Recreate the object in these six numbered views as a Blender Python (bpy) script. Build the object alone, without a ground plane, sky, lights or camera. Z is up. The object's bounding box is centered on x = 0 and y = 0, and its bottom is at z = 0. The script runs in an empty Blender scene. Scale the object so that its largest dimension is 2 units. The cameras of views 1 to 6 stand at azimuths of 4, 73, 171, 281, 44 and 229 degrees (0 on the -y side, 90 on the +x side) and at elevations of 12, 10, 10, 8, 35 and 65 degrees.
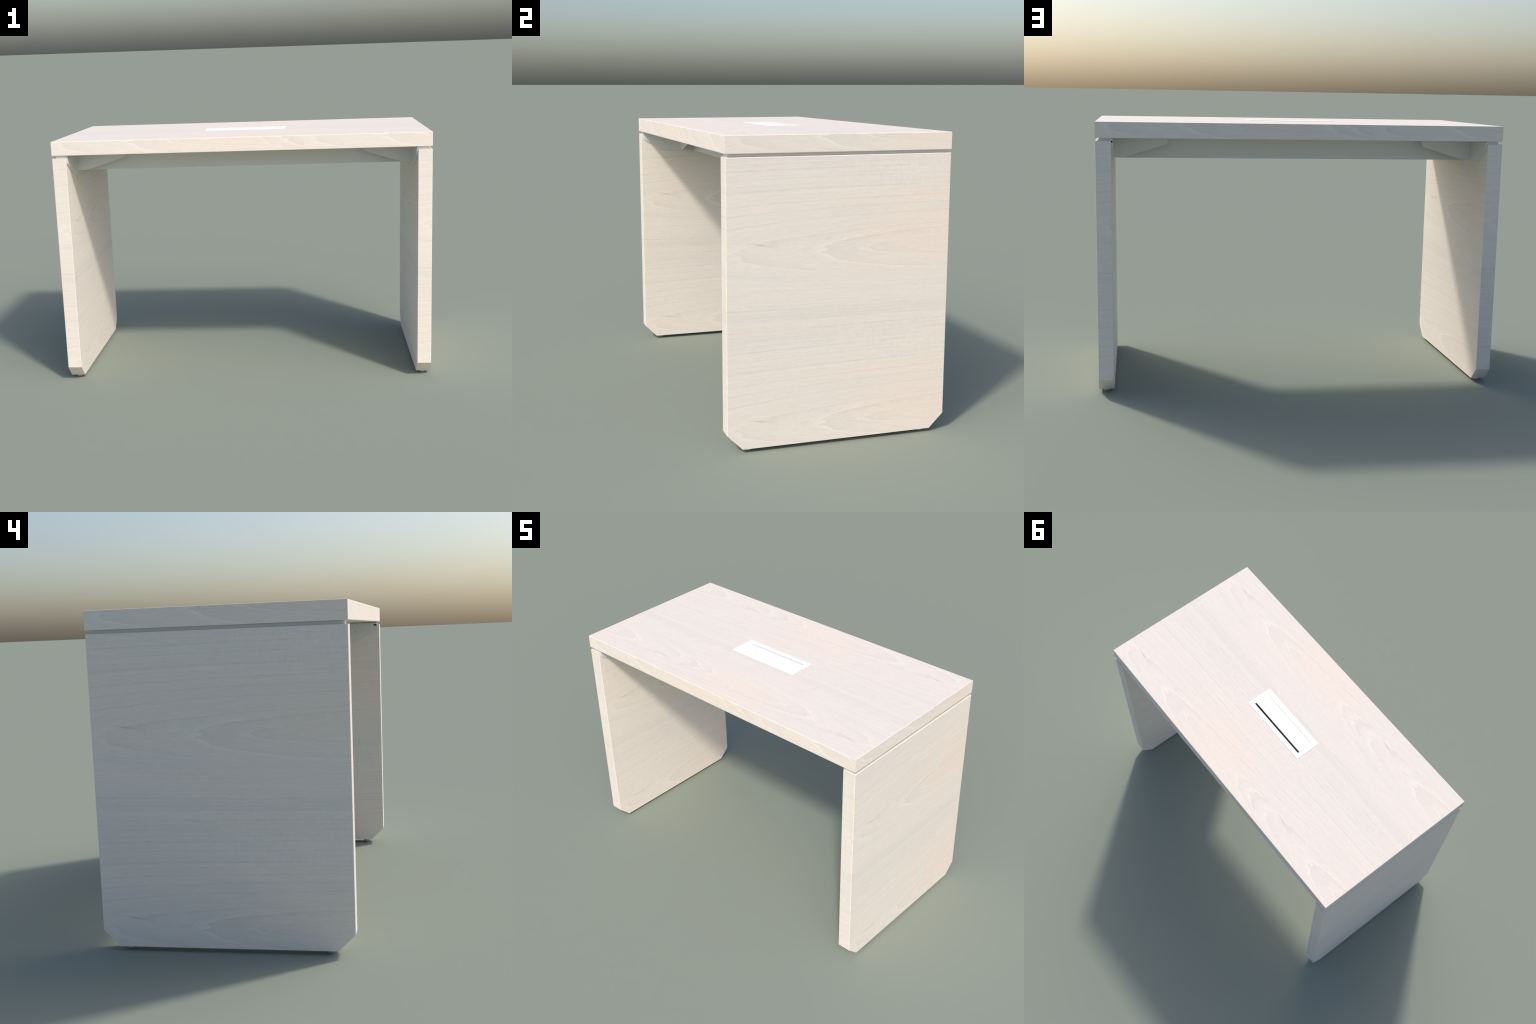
"""Bar-height panel-leg table: pale whitewashed wood top on two slab legs,
grey-white steel brackets and cable trough underneath, white cable port in the top."""
import bpy, bmesh, math

# ------------------------------------------------------------------ sizes (m)
LENGTH, DEPTH, HEIGHT = 2.0, 1.0, 1.3322     # outer size of the wooden part
TOP_T = 0.0754                               # thickness of the table top
TOP_Z0 = HEIGHT - TOP_T                      # underside of the top
LEG_T = 0.0742                               # thickness of a leg panel
LEG_Z0, LEG_Z1 = 0.0145, 1.2435              # leg panel bottom and top
LEG_HALF = 0.4998                            # half depth of a leg panel
LEG_CUT = 0.0665                             # 45 degree cut at the lower corners
EDGE = 0.0026                                # eased edges that catch the light
LEG_X = 1.0 - 0.0002 - LEG_T / 2             # leg panel centre
PLATE_IN, PLATE_OUT = 0.9185, 0.9252         # steel plate on the inner leg face
PLATE_HALF = 0.487
STEEL_Z0 = 1.1450                            # lower edge of plates and trough


# ------------------------------------------------------------------ node helper
class Graph:
    """Small expression builder for shader nodes."""

    def __init__(self, name):
        self.mat = bpy.data.materials.new(name)
        self.mat.use_nodes = True
        self.nt = self.mat.node_tree
        self.nt.nodes.clear()
        self.out = self.nt.nodes.new("ShaderNodeOutputMaterial")
        self.bsdf = self.nt.nodes.new("ShaderNodeBsdfPrincipled")
        self.nt.links.new(self.bsdf.outputs[0], self.out.inputs[0])

    def plug(self, socket, value):
        if isinstance(value, bpy.types.NodeSocket):
            self.nt.links.new(value, socket)
        else:
            socket.default_value = value

    def m(self, op, a, b=0.0, c=0.0, clamp=False):
        n = self.nt.nodes.new("ShaderNodeMath")
        n.operation, n.use_clamp = op, clamp
        for s, v in zip(n.inputs, (a, b, c)):
            self.plug(s, v)
        return n.outputs[0]

    def add(self, a, b): return self.m("ADD", a, b)
    def sub(self, a, b): return self.m("SUBTRACT", a, b)
    def mul(self, a, b): return self.m("MULTIPLY", a, b)
    def mad(self, a, b, c): return self.m("MULTIPLY_ADD", a, b, c)

    def pick(self, mask, if0, if1):
        n = self.nt.nodes.new("ShaderNodeMix")
        n.data_type = "FLOAT"
        self.plug(n.inputs[0], mask); self.plug(n.inputs[2], if0); self.plug(n.inputs[3], if1)
        return n.outputs[0]

    def mix(self, fac, a, b, mode="MIX"):
        n = self.nt.nodes.new("ShaderNodeMix")
        n.data_type, n.blend_type = "RGBA", mode
        self.plug(n.inputs[0], fac); self.plug(n.inputs[6], a); self.plug(n.inputs[7], b)
        return n.outputs[2]

    def step(self, x, lo, hi):
        n = self.nt.nodes.new("ShaderNodeMapRange")
        n.interpolation_type = "SMOOTHSTEP"
        self.plug(n.inputs[0], x)
        n.inputs[1].default_value, n.inputs[2].default_value = lo, hi
        return n.outputs[0]

    def vec(self, x, y, z=0.0):
        n = self.nt.nodes.new("ShaderNodeCombineXYZ")
        for s, v in zip(n.inputs, (x, y, z)):
            self.plug(s, v)
        return n.outputs[0]

    def noise(self, vector, scale=1.0, detail=2.0, rough=0.5):
        n = self.nt.nodes.new("ShaderNodeTexNoise")
        self.plug(n.inputs["Vector"], vector)
        n.inputs["Scale"].default_value = scale
        n.inputs["Detail"].default_value = detail
        n.inputs["Roughness"].default_value = rough
        return n.outputs[0]

    def ramp(self, x, lo, hi, stops, base):
        """Grey profile over x: stops are (position, level) in x units."""
        n = self.nt.nodes.new("ShaderNodeValToRGB")
        self.plug(n.inputs[0], self.mad(x, 1.0 / (hi - lo), -lo / (hi - lo)))
        el = n.color_ramp.elements
        pts = [(lo, base)] + stops + [(hi, base)]
        while len(el) < len(pts):
            el.new(0.5)
        for e, (p, v) in zip(el, pts):
            e.position = min(max((p - lo) / (hi - lo), 0.0), 1.0)
            e.color = (v, v, v, 1)
        return n.outputs[0]

    def blob(self, u, v, cu, cv, ru, rv):
        """Soft elliptical patch, 1 in the middle, 0 outside."""
        du, dv = self.mul(self.sub(u, cu), 1 / ru), self.mul(self.sub(v, cv), 1 / rv)
        r2 = self.add(self.mul(du, du), self.mul(dv, dv))
        return self.m("POWER", 2.718, self.mul(r2, -1.0))


# ------------------------------------------------------------------ materials
TILE_U, TILE_V = 1.335, 0.7535      # one sheet of the veneer repeats at this size


def wood(name, half_x, knot_z, knot_y):
    """Whitewashed flat-sawn veneer, wrapped round the board like edge banding:
    u runs along the grain, v across it, v = 0 on the axis of the cathedral figure."""
    g = Graph(name)
    tc = g.nt.nodes.new("ShaderNodeTexCoord")
    geo = g.nt.nodes.new("ShaderNodeNewGeometry")
    p = g.nt.nodes.new("ShaderNodeSeparateXYZ"); g.plug(p.inputs[0], tc.outputs["Object"])
    n = g.nt.nodes.new("ShaderNodeSeparateXYZ"); g.plug(n.inputs[0], geo.outputs["Normal"])
    px, py, pz = p.outputs
    nx, ny, nz = n.outputs
    ax, ay, az = (g.m("ABSOLUTE", s) for s in (nx, ny, nz))
    is_z = g.m("GREATER_THAN", az, 0.72)
    is_x = g.m("GREATER_THAN", ax, ay)
    u_end = g.mad(g.m("SIGN", nx), py, 0.5)
    u_front = g.mad(g.mul(g.m("SIGN", ny), -1.0), px, half_x)
    u_flat = g.sub(half_x, px)
    v_side = g.sub(pz, knot_z)
    v_flat = g.sub(-knot_y, py)
    u0 = g.pick(is_z, g.pick(is_x, u_front, u_end), u_flat)
    v0 = g.pick(is_z, v_side, v_flat)
    # wrap to one veneer sheet: u in 0..TILE_U, v in -0.33..+0.42
    u = g.m("WRAP", u0, TILE_U, 0.0)
    v = g.m("WRAP", v0, TILE_V - 0.33, -0.33)

    # ---- gentle waviness of the fibres
    wob = g.sub(g.noise(g.vec(g.mul(u, 5.0), g.mul(v, 16.0), 1.7), 1.0, 3.0), 0.5)
    jag = g.sub(g.noise(g.vec(g.mul(u, 7.0), g.mul(v, 75.0), 4.1), 1.0, 3.0, 0.6), 0.5)

    # ---- cathedral rings: apexes point towards u = 0, branches run off to +u
    s = g.mad(wob, 0.016, g.add(v, 0.026))
    up = g.m("GREATER_THAN", s, 0.0)
    dist = g.m("ABSOLUTE", s)
    ragged = g.mul(jag, g.mad(g.m("POWER", 2.718, g.mul(dist, -45.0)), 0.20, 0.045))

    def ring_field(k_low, k_high):
        t = g.m("POWER", g.m("DIVIDE", dist, g.pick(up, k_low, k_high)), g.pick(up, 3.0, 2.1))
        return g.add(g.sub(u, t), ragged)

    def ring_profile(apexes):
        stops = []
        for apex, lead, white, dark, tail in apexes:
            stops += [(apex - lead, 0.5), (apex - 0.022, 0.5 + (white - 0.5) * 0.45), (apex - 0.010, white),
                      (apex, white), (apex + 0.007, dark),
                      (apex + 0.035, 0.5 + (dark - 0.5) * 0.6), (apex + tail, 0.5)]
        return stops

    wide = g.ramp(ring_field(0.132, 0.098), -0.6, 1.4, ring_profile((
        (0.045, 0.085, 0.78, 0.24, 0.16), (0.425, 0.075, 0.92, 0.20, 0.20),
        (1.115, 0.055, 0.86, 0.26, 0.07), (1.238, 0.035, 0.88, 0.10, 0.075))), 0.5)
    narrow = g.ramp(ring_field(0.070, 0.048), -0.6, 1.4, ring_profile((
        (0.615, 0.05, 0.90, 0.24, 0.22),)), 0.5)
    # pale edges on the lower branches and apexes, dark latewood lines on the upper branches
    delta = g.sub(g.add(wide, narrow), 1.0)
    late = g.mul(up, g.step(dist, 0.010, 0.035))
    pale = g.mul(g.m("MAXIMUM", delta, 0.0), g.pick(late, 1.0, 0.55))
    deep = g.mul(g.m("MINIMUM", delta, 0.0), g.pick(late, 1.0, 2.1))
    rings = g.add(g.add(pale, deep), 0.5)
    fade = g.sub(1.0, g.step(g.m("ABSOLUTE", g.add(v, 0.03)), 0.11, 0.165))
    rings = g.pick(fade, 0.5, rings)

    # ---- straighter grain beside the figure, leaning out along the branches
    sat = g.sub(1.0, g.m("POWER", 2.718, g.mul(u, -1.6)))
    lean_up = g.m("POWER", 2.718, g.mul(g.m("MAXIMUM", g.sub(v, 0.08), 0.0), -7.0))
    lean_dn = g.m("POWER", 2.718, g.mul(g.m("MAXIMUM", g.sub(-0.13, v), 0.0), -15.0))
    above = g.step(v, -0.05, 0.03)
    lean = g.pick(above, g.mul(lean_dn, -0.105), g.mul(lean_up, 0.080))
    line = g.mad(wob, 0.012, g.sub(v, g.mul(lean, sat)))
    grain = ((-0.317, 0.22), (-0.302, 0.28), (-0.288, 0.38), (-0.271, 0.12), (-0.252, 0.34), (-0.236, 0.40),
             (-0.205, 0.34), (-0.180, 0.30), (-0.150, 0.36), (-0.113, 0.26), (0.067, 0.10), (0.092, 0.40),
             (0.117, 0.16), (0.157, 0.16), (0.176, 0.36), (0.192, 0.28), (0.214, 0.08), (0.238, 0.36), (0.263, 0.20),
             (0.279, 0.36), (0.301, 0.12), (0.326, 0.30), (0.352, 0.20), (0.370, 0.34), (0.388, 0.24))
    lines = None
    for first in range(0, len(grain), 7):       # a colour ramp holds only 32 stops
        stops = []
        for pos, level in grain[first:first + 7]:
            stops += [(pos - 0.0050, 0.5), (pos - 0.0014, level), (pos + 0.0016, 0.57), (pos + 0.0065, 0.5)]
        part = g.sub(g.ramp(line, -0.45, 0.45, stops, 0.5), 0.5)
        lines = part if lines is None else g.add(lines, part)
    broken = g.step(g.noise(g.vec(g.mul(u, 4.0), g.mul(line, 30.0), 8.0), 1.0, 2.0), 0.30, 0.60)
    lines = g.mul(lines, broken)

    # ---- fine fibre streaks, medullary flecks across the quiet band, broad tone bands
    streak = g.sub(g.noise(g.vec(g.mul(u, 4.0), g.mul(line, 230.0), 0.3), 1.0, 4.0, 0.62), 0.5)
    fibre = g.sub(g.noise(g.vec(g.mul(u, 28.0), g.mul(g.mad(wob, 0.01, line), 300.0), 2.3), 1.0, 3.0, 0.65), 0.5)
    band = g.sub(g.noise(g.vec(g.mul(u, 1.1), g.mul(line, 24.0), 5.3), 1.0, 2.0), 0.5)
    fleck = g.sub(g.noise(g.vec(g.mul(u, 170.0), g.mul(v, 38.0), 6.6), 1.0, 1.0), 0.5)
    quiet = g.mul(g.step(v, 0.15, 0.24), g.sub(1.0, g.step(v, 0.40, 0.43)))
    quiet = g.mul(quiet, g.step(g.add(u, g.mul(band, 1.2)), 0.1, 0.8))
    plank = g.add(g.blob(0.0, line, 0.0, -0.300, 1.0, 0.035), g.mul(g.blob(0.0, line, 0.0, 0.36, 1.0, 0.05), 0.6))

    # ---- one small dark mineral streak inside the first ring
    kd = g.blob(u, g.mad(g.sub(u, 0.135), 0.16, v), 0.140, 0.000, 0.036, 0.0028)

    tone = g.mul(g.sub(rings, 0.5), 0.150)
    tone = g.mad(lines, 0.380, tone)
    tone = g.mad(streak, 0.120, tone)
    tone = g.mad(fibre, 0.230, tone)
    tone = g.mad(band, 0.050, tone)
    tone = g.mad(plank, -0.028, tone)
    tone = g.mad(g.mul(fleck, quiet), 0.110, tone)
    tone = g.mad(kd, -0.22, tone)
    tone = g.add(tone, 1.0)

    # ---- colour: cool whitewash, with warm peach heartwood inside the rings
    warm = g.add(g.blob(u, v, 0.86, 0.02, 0.30, 0.12), g.mul(g.blob(u, v, 0.95, 0.20, 0.5, 0.05), 0.35))
    warm = g.mad(band, 1.1, g.mul(warm, 0.9))
    warm = g.mad(g.sub(g.noise(g.vec(g.mul(u, 2.2), g.mul(line, 55.0), 9.1), 1.0, 2.0), 0.5), 1.0, g.add(warm, 0.38))
    warm = g.m("MINIMUM", g.m("MAXIMUM", warm, 0.0), 1.0)
    col = g.mix(warm, WASH, PEACH)
    n_t = g.vec(tone, tone, tone)
    col = g.mix(1.0, col, n_t, "MULTIPLY")
    # wash collecting in the pale ring edges is slightly cooler
    col = g.mix(g.mul(g.step(rings, 0.62, 0.95), 0.28), col, CHALK)
    g.plug(g.bsdf.inputs["Base Color"], col)
    g.bsdf.inputs["Roughness"].default_value = 0.7
    g.bsdf.inputs["Specular IOR Level"].default_value = 0.12
    return g.mat


def plain(name, colour, rough, spec=0.5, metal=0.0, speckle=0.02):
    g = Graph(name)
    tc = g.nt.nodes.new("ShaderNodeTexCoord")
    f = g.noise(tc.outputs["Object"], 160.0, 2.0)
    dim = tuple(c * (1 - speckle) for c in colour) + (1,)
    lit = tuple(min(1, c * (1 + speckle)) for c in colour) + (1,)
    g.plug(g.bsdf.inputs["Base Color"], g.mix(f, dim, lit))
    g.bsdf.inputs["Roughness"].default_value = rough
    g.bsdf.inputs["Specular IOR Level"].default_value = spec
    g.bsdf.inputs["Metallic"].default_value = metal
    return g.mat


WASH = (0.820, 0.765, 0.702, 1)
PEACH = (0.868, 0.756, 0.660, 1)
CHALK = (0.895, 0.862, 0.805, 1)

M_TOP = wood("whitewashed_veneer_top", 1.0, 1.365, -0.3745)
M_LEG = wood("whitewashed_veneer_leg", LEG_T / 2, 0.886, 0.0)
M_STEEL = plain("powder_coated_steel", (0.72, 0.72, 0.71), 0.5, 0.4)
M_WHITE = plain("white_lacquer", (0.98, 0.98, 0.98), 0.5, 0.2, speckle=0.005)
M_BLACK = plain("flat_black", (0.004, 0.004, 0.004), 0.9, 0.0)
M_GLIDE = plain("grey_plastic_glide", (0.52, 0.53, 0.55), 0.5)
M_SCREW = plain("dull_screw", (0.34, 0.31, 0.27), 0.6)


# ------------------------------------------------------------------ mesh helpers
def to_object(name, bm, material, parent, location=(0, 0, 0), smooth=None):
    bmesh.ops.recalc_face_normals(bm, faces=bm.faces[:])
    mesh = bpy.data.meshes.new(name)
    bm.to_mesh(mesh)
    bm.free()
    mesh.materials.append(material)
    if smooth is not None:
        mesh.shade_smooth()
        mesh.set_sharp_from_angle(angle=smooth)
    obj = bpy.data.objects.new(name, mesh)
    bpy.context.scene.collection.objects.link(obj)
    obj.parent = parent
    obj.location = location
    return obj


def repeat(obj, parent, location, rotation_z=0.0):
    twin = obj.copy()
    bpy.context.scene.collection.objects.link(twin)
    twin.parent = parent
    twin.location = location
    twin.rotation_euler = (0, 0, rotation_z)
    return twin


def prism(bm, outline, lo, hi, axis):
    """Extrude a closed 2D outline between lo and hi along an axis."""
    def place(a, b, h):
        return {"x": (h, a, b), "y": (a, h, b), "z": (a, b, h)}[axis]
    rings = [[bm.verts.new(place(a, b, h)) for a, b in outline] for h in (lo, hi)]
    n = len(outline)
    for i in range(n):
        bm.faces.new((rings[0][i], rings[0][(i + 1) % n], rings[1][(i + 1) % n], rings[1][i]))
    bm.faces.new(rings[0][::-1])
    bm.faces.new(rings[1])
    return bm


def box(bm, x0, x1, y0, y1, z0, z1):
    return prism(bm, [(x0, y0), (x1, y0), (x1, y1), (x0, y1)], z0, z1, "z")


def frame(bm, outer, inner, z0, z1):
    """Flat slab with a window: outer and inner outlines with equal point counts."""
    n = len(outer)
    ring = {}
    for key, pts in (("o", outer), ("i", inner)):
        for z in (z0, z1):
            ring[key, z] = [bm.verts.new((x, y, z)) for x, y in pts]
    for i in range(n):
        j = (i + 1) % n
        bm.faces.new((ring["o", z1][i], ring["o", z1][j], ring["i", z1][j], ring["i", z1][i]))
        bm.faces.new((ring["o", z0][j], ring["o", z0][i], ring["i", z0][i], ring["i", z0][j]))
        bm.faces.new((ring["o", z0][i], ring["o", z0][j], ring["o", z1][j], ring["o", z1][i]))
        bm.faces.new((ring["i", z0][j], ring["i", z0][i], ring["i", z1][i], ring["i", z1][j]))
    return bm


def rounded(x0, x1, y0, y1, r, seg=4):
    pts = []
    for cx, cy, a0 in ((x0 + r, y0 + r, 180), (x1 - r, y0 + r, 270), (x1 - r, y1 - r, 0), (x0 + r, y1 - r, 90)):
        for i in range(seg + 1):
            a = math.radians(a0 + 90 * i / seg)
            pts.append((cx + r * math.cos(a), cy + r * math.sin(a)))
    return pts


def ease(bm, width, test, segments=2):
    """Round the straight edges for which test(mid, direction) holds."""
    pick = []
    for e in bm.edges:
        a, b = e.verts[0].co, e.verts[1].co
        if test((a + b) / 2, (b - a).normalized()):
            pick.append(e)
    bmesh.ops.bevel(bm, geom=pick, offset=width, segments=segments, profile=0.5, affect="EDGES")


# ------------------------------------------------------------------ the table
table = bpy.data.objects.new("panel_leg_table", None)
bpy.context.scene.collection.objects.link(table)
table["label"] = "tall pale whitewashed wooden table with two slab legs"
table["category"] = "table"

# ---- table top, with a window cut for the cable port
PORT_X, PORT_Y = 0.227, 0.0782
OPEN_X, OPEN_Y0, OPEN_Y1 = 0.2003, -0.0487, 0.0506
bm = bmesh.new()
hx, hy = LENGTH / 2, DEPTH / 2
frame(bm, [(-hx, -hy), (hx, -hy), (hx, hy), (-hx, hy)],
      [(-0.212, -0.060), (0.212, -0.060), (0.212, 0.062), (-0.212, 0.062)], TOP_Z0, HEIGHT)
on_rim = lambda c: abs(c.x) > hx - 1e-4 or abs(c.y) > hy - 1e-4
ease(bm, EDGE, lambda c, d: on_rim(c) and c.z > HEIGHT - 1e-4)
ease(bm, 0.0030, lambda c, d: on_rim(c) and c.z < TOP_Z0 + 1e-4)
top = to_object("table_top", bm, M_TOP, table)

# ---- cable port: lacquered frame, hinged lid, open to the trough below
PORT_Z0, PORT_Z1 = HEIGHT - 0.0072, HEIGHT + 0.0013
bm = bmesh.new()
seg = 4
outer = rounded(-PORT_X, PORT_X, -PORT_Y, PORT_Y, 0.004, seg)
inner = rounded(-OPEN_X, OPEN_X, OPEN_Y0, OPEN_Y1, 0.0006, seg)
frame(bm, outer, inner, HEIGHT - 0.0002 + 0.0004, PORT_Z1)
to_object("port_frame", bm, M_WHITE, top)
bm = bmesh.new()
frame(bm, [(-0.2115, -0.0595), (0.2115, -0.0595), (0.2115, 0.0615), (-0.2115, 0.0615)],
      [(-OPEN_X, OPEN_Y0), (OPEN_X, OPEN_Y0), (OPEN_X, OPEN_Y1), (-OPEN_X, OPEN_Y1)],
      PORT_Z0, HEIGHT + 0.0002)
to_object("port_collar", bm, M_WHITE, top)
bm = bmesh.new()
box(bm, -0.1999, 0.1999, OPEN_Y0 + 0.0017, 0.0398, PORT_Z1 - 0.003, PORT_Z1)
ease(bm, 0.0008, lambda c, d: c.z > PORT_Z1 - 1e-4 and c.y > 0.039, 1)
to_object("port_lid", bm, M_WHITE, top)
# ---- leg panels with clipped lower corners, each on two round glides
bm = bmesh.new()
outline = [(-LEG_HALF, LEG_Z1), (-LEG_HALF, LEG_Z0 + LEG_CUT), (-LEG_HALF + LEG_CUT, LEG_Z0),
           (LEG_HALF - LEG_CUT, LEG_Z0), (LEG_HALF, LEG_Z0 + LEG_CUT), (LEG_HALF, LEG_Z1)]
prism(bm, outline, -LEG_T / 2, LEG_T / 2, "x")
ease(bm, EDGE, lambda c, d: abs(c.x) > LEG_T / 2 - 1e-4 and c.z > LEG_Z0 + LEG_CUT)
leg = to_object("leg_panel", bm, M_LEG, table, (LEG_X, 0, 0))
leg_b = repeat(leg, table, (-LEG_X, 0, 0))

bm = bmesh.new()
profile = [(0.0, 0.0), (0.0135, 0.0), (0.0158, 0.0014), (0.0166, 0.004), (0.0166, LEG_Z0 + 0.001), (0.0, LEG_Z0 + 0.001)]
N = 32
rows = []
for r, z in profile:
    if r == 0:
        rows.append([bm.verts.new((0, 0, z))])
    else:
        rows.append([bm.verts.new((r * math.cos(math.tau * i / N), r * math.sin(math.tau * i / N), z)) for i in range(N)])
for a, b in zip(rows, rows[1:]):
    for i in range(N):
        j = (i + 1) % N
        if len(a) == 1:
            bm.faces.new((a[0], b[j], b[i]))
        elif len(b) == 1:
            bm.faces.new((a[i], a[j], b[0]))
        else:
            bm.faces.new((a[i], a[j], b[j], b[i]))
glide = to_object("foot_glide", bm, M_GLIDE, leg, (0, -0.40, 0), smooth=math.radians(40))
repeat(glide, leg, (0, 0.40, 0))
repeat(glide, leg_b, (0, -0.40, 0))
repeat(glide, leg_b, (0, 0.40, 0))

# ---- folded steel bracket between leg and top: a spacer flange and a hanging plate
def bracket_mesh():
    bm = bmesh.new()
    r = 0.0120                                    # outer bend radius
    flange_out = 0.9818
    # lower edge of the hanging plate along the depth, clipped at both ends
    half = [(0.487, 1.2190), (0.4862, 1.2150), (0.4825, 1.2115), (0.470, 1.2042),
            (0.385, 1.1565), (0.372, 1.1495), (0.362, 1.1461), (0.352, STEEL_Z0)]
    stations = [(-y, z) for y, z in half] + half[::-1]
    rows = []
    for y, low in stations:
        prof = [(flange_out, TOP_Z0 - 0.0002)]
        for i in range(7):
            a = math.radians(90 + 15 * i)
            prof.append((PLATE_IN + r + r * math.cos(a), TOP_Z0 - 0.0002 - r + r * math.sin(a)))
        prof += [(PLATE_IN, low), (PLATE_OUT, low), (PLATE_OUT, LEG_Z1 + 0.0003), (flange_out, LEG_Z1 + 0.0003)]
        rows.append([bm.verts.new((x, y, z)) for x, z in prof])
    n = len(rows[0])
    for a, b in zip(rows, rows[1:]):
        for i in range(n):
            j = (i + 1) % n
            bm.faces.new((a[i], a[j], b[j], b[i]))
    bm.faces.new(rows[0][::-1])
    bm.faces.new(rows[-1])
    return bm


bracket = to_object("steel_bracket", bracket_mesh(), M_STEEL, table, smooth=math.radians(20))
bracket_b = repeat(bracket, table, (0, 0, 0), math.pi)

# ---- gusset fins standing off the bracket plate, tapering towards the middle
def fin_outline():
    x0, x1 = PLATE_IN, 0.6535
    z1 = TOP_Z0 - 0.0002
    pts = [(x0 + 0.0005, 1.1512), (0.885, 1.1512), (0.874, 1.1517), (0.862, 1.1537)]
    pts += [(0.671, 1.2127), (0.662, 1.2170), (0.6565, 1.2225), (x1, 1.2305), (x1, z1), (x0 + 0.0005, z1)]
    return pts


bm = prism(bmesh.new(), fin_outline(), -0.003, 0.003, "y")
fin = to_object("gusset_fin", bm, M_STEEL, bracket, (0, -0.265, 0))
repeat(fin, bracket, (0, 0.265, 0))
repeat(fin, bracket_b, (0, -0.265, 0))
repeat(fin, bracket_b, (0, 0.265, 0))

# ---- screws through the plates
bm = bmesh.new()
bmesh.ops.create_cone(bm, cap_ends=True, segments=20, radius1=0.0036, radius2=0.0030, depth=0.0016)
bmesh.ops.rotate(bm, verts=bm.verts, matrix=__import__("mathutils").Matrix.Rotation(-math.pi / 2, 3, "Y"))
screw = to_object("plate_screw", bm, M_SCREW, bracket, (PLATE_IN - 0.0004, -0.366, 1.2050))
repeat(screw, bracket, (PLATE_IN - 0.0004, 0.366, 1.2050))
repeat(screw, bracket_b, (PLATE_IN - 0.0004, -0.366, 1.2050))
repeat(screw, bracket_b, (PLATE_IN - 0.0004, 0.366, 1.2050))

# ---- small black patches at the bend of one bracket, modelled as boxes
bm = box(bmesh.new(), PLATE_IN - 0.0002, PLATE_OUT - 0.001, -0.4862, -0.4690, 1.2358, 1.2432)
patch_front = to_object("black_patch", bm, M_BLACK, bracket)
bm = box(bmesh.new(), PLATE_IN + 0.0006, PLATE_OUT - 0.0004, 0.4700, 0.4876, 1.2350, 1.2432)
to_object("black_patch", bm, M_BLACK, bracket)

# ---- cable trough running between the brackets
TROUGH_Y, TROUGH_X, WALL = 0.1935, PLATE_IN - 0.0026, 0.006
z0, z1 = STEEL_Z0 - 0.0008, TOP_Z0 - 0.0002
bm = prism(bmesh.new(), [(-TROUGH_Y, z1), (-TROUGH_Y, z0), (TROUGH_Y, z0), (TROUGH_Y, z1),
                         (TROUGH_Y - WALL, z1), (TROUGH_Y - WALL, z0 + WALL),
                         (-TROUGH_Y + WALL, z0 + WALL), (-TROUGH_Y + WALL, z1)],
           -TROUGH_X, TROUGH_X, "x")
to_object("cable_trough", bm, M_STEEL, table)
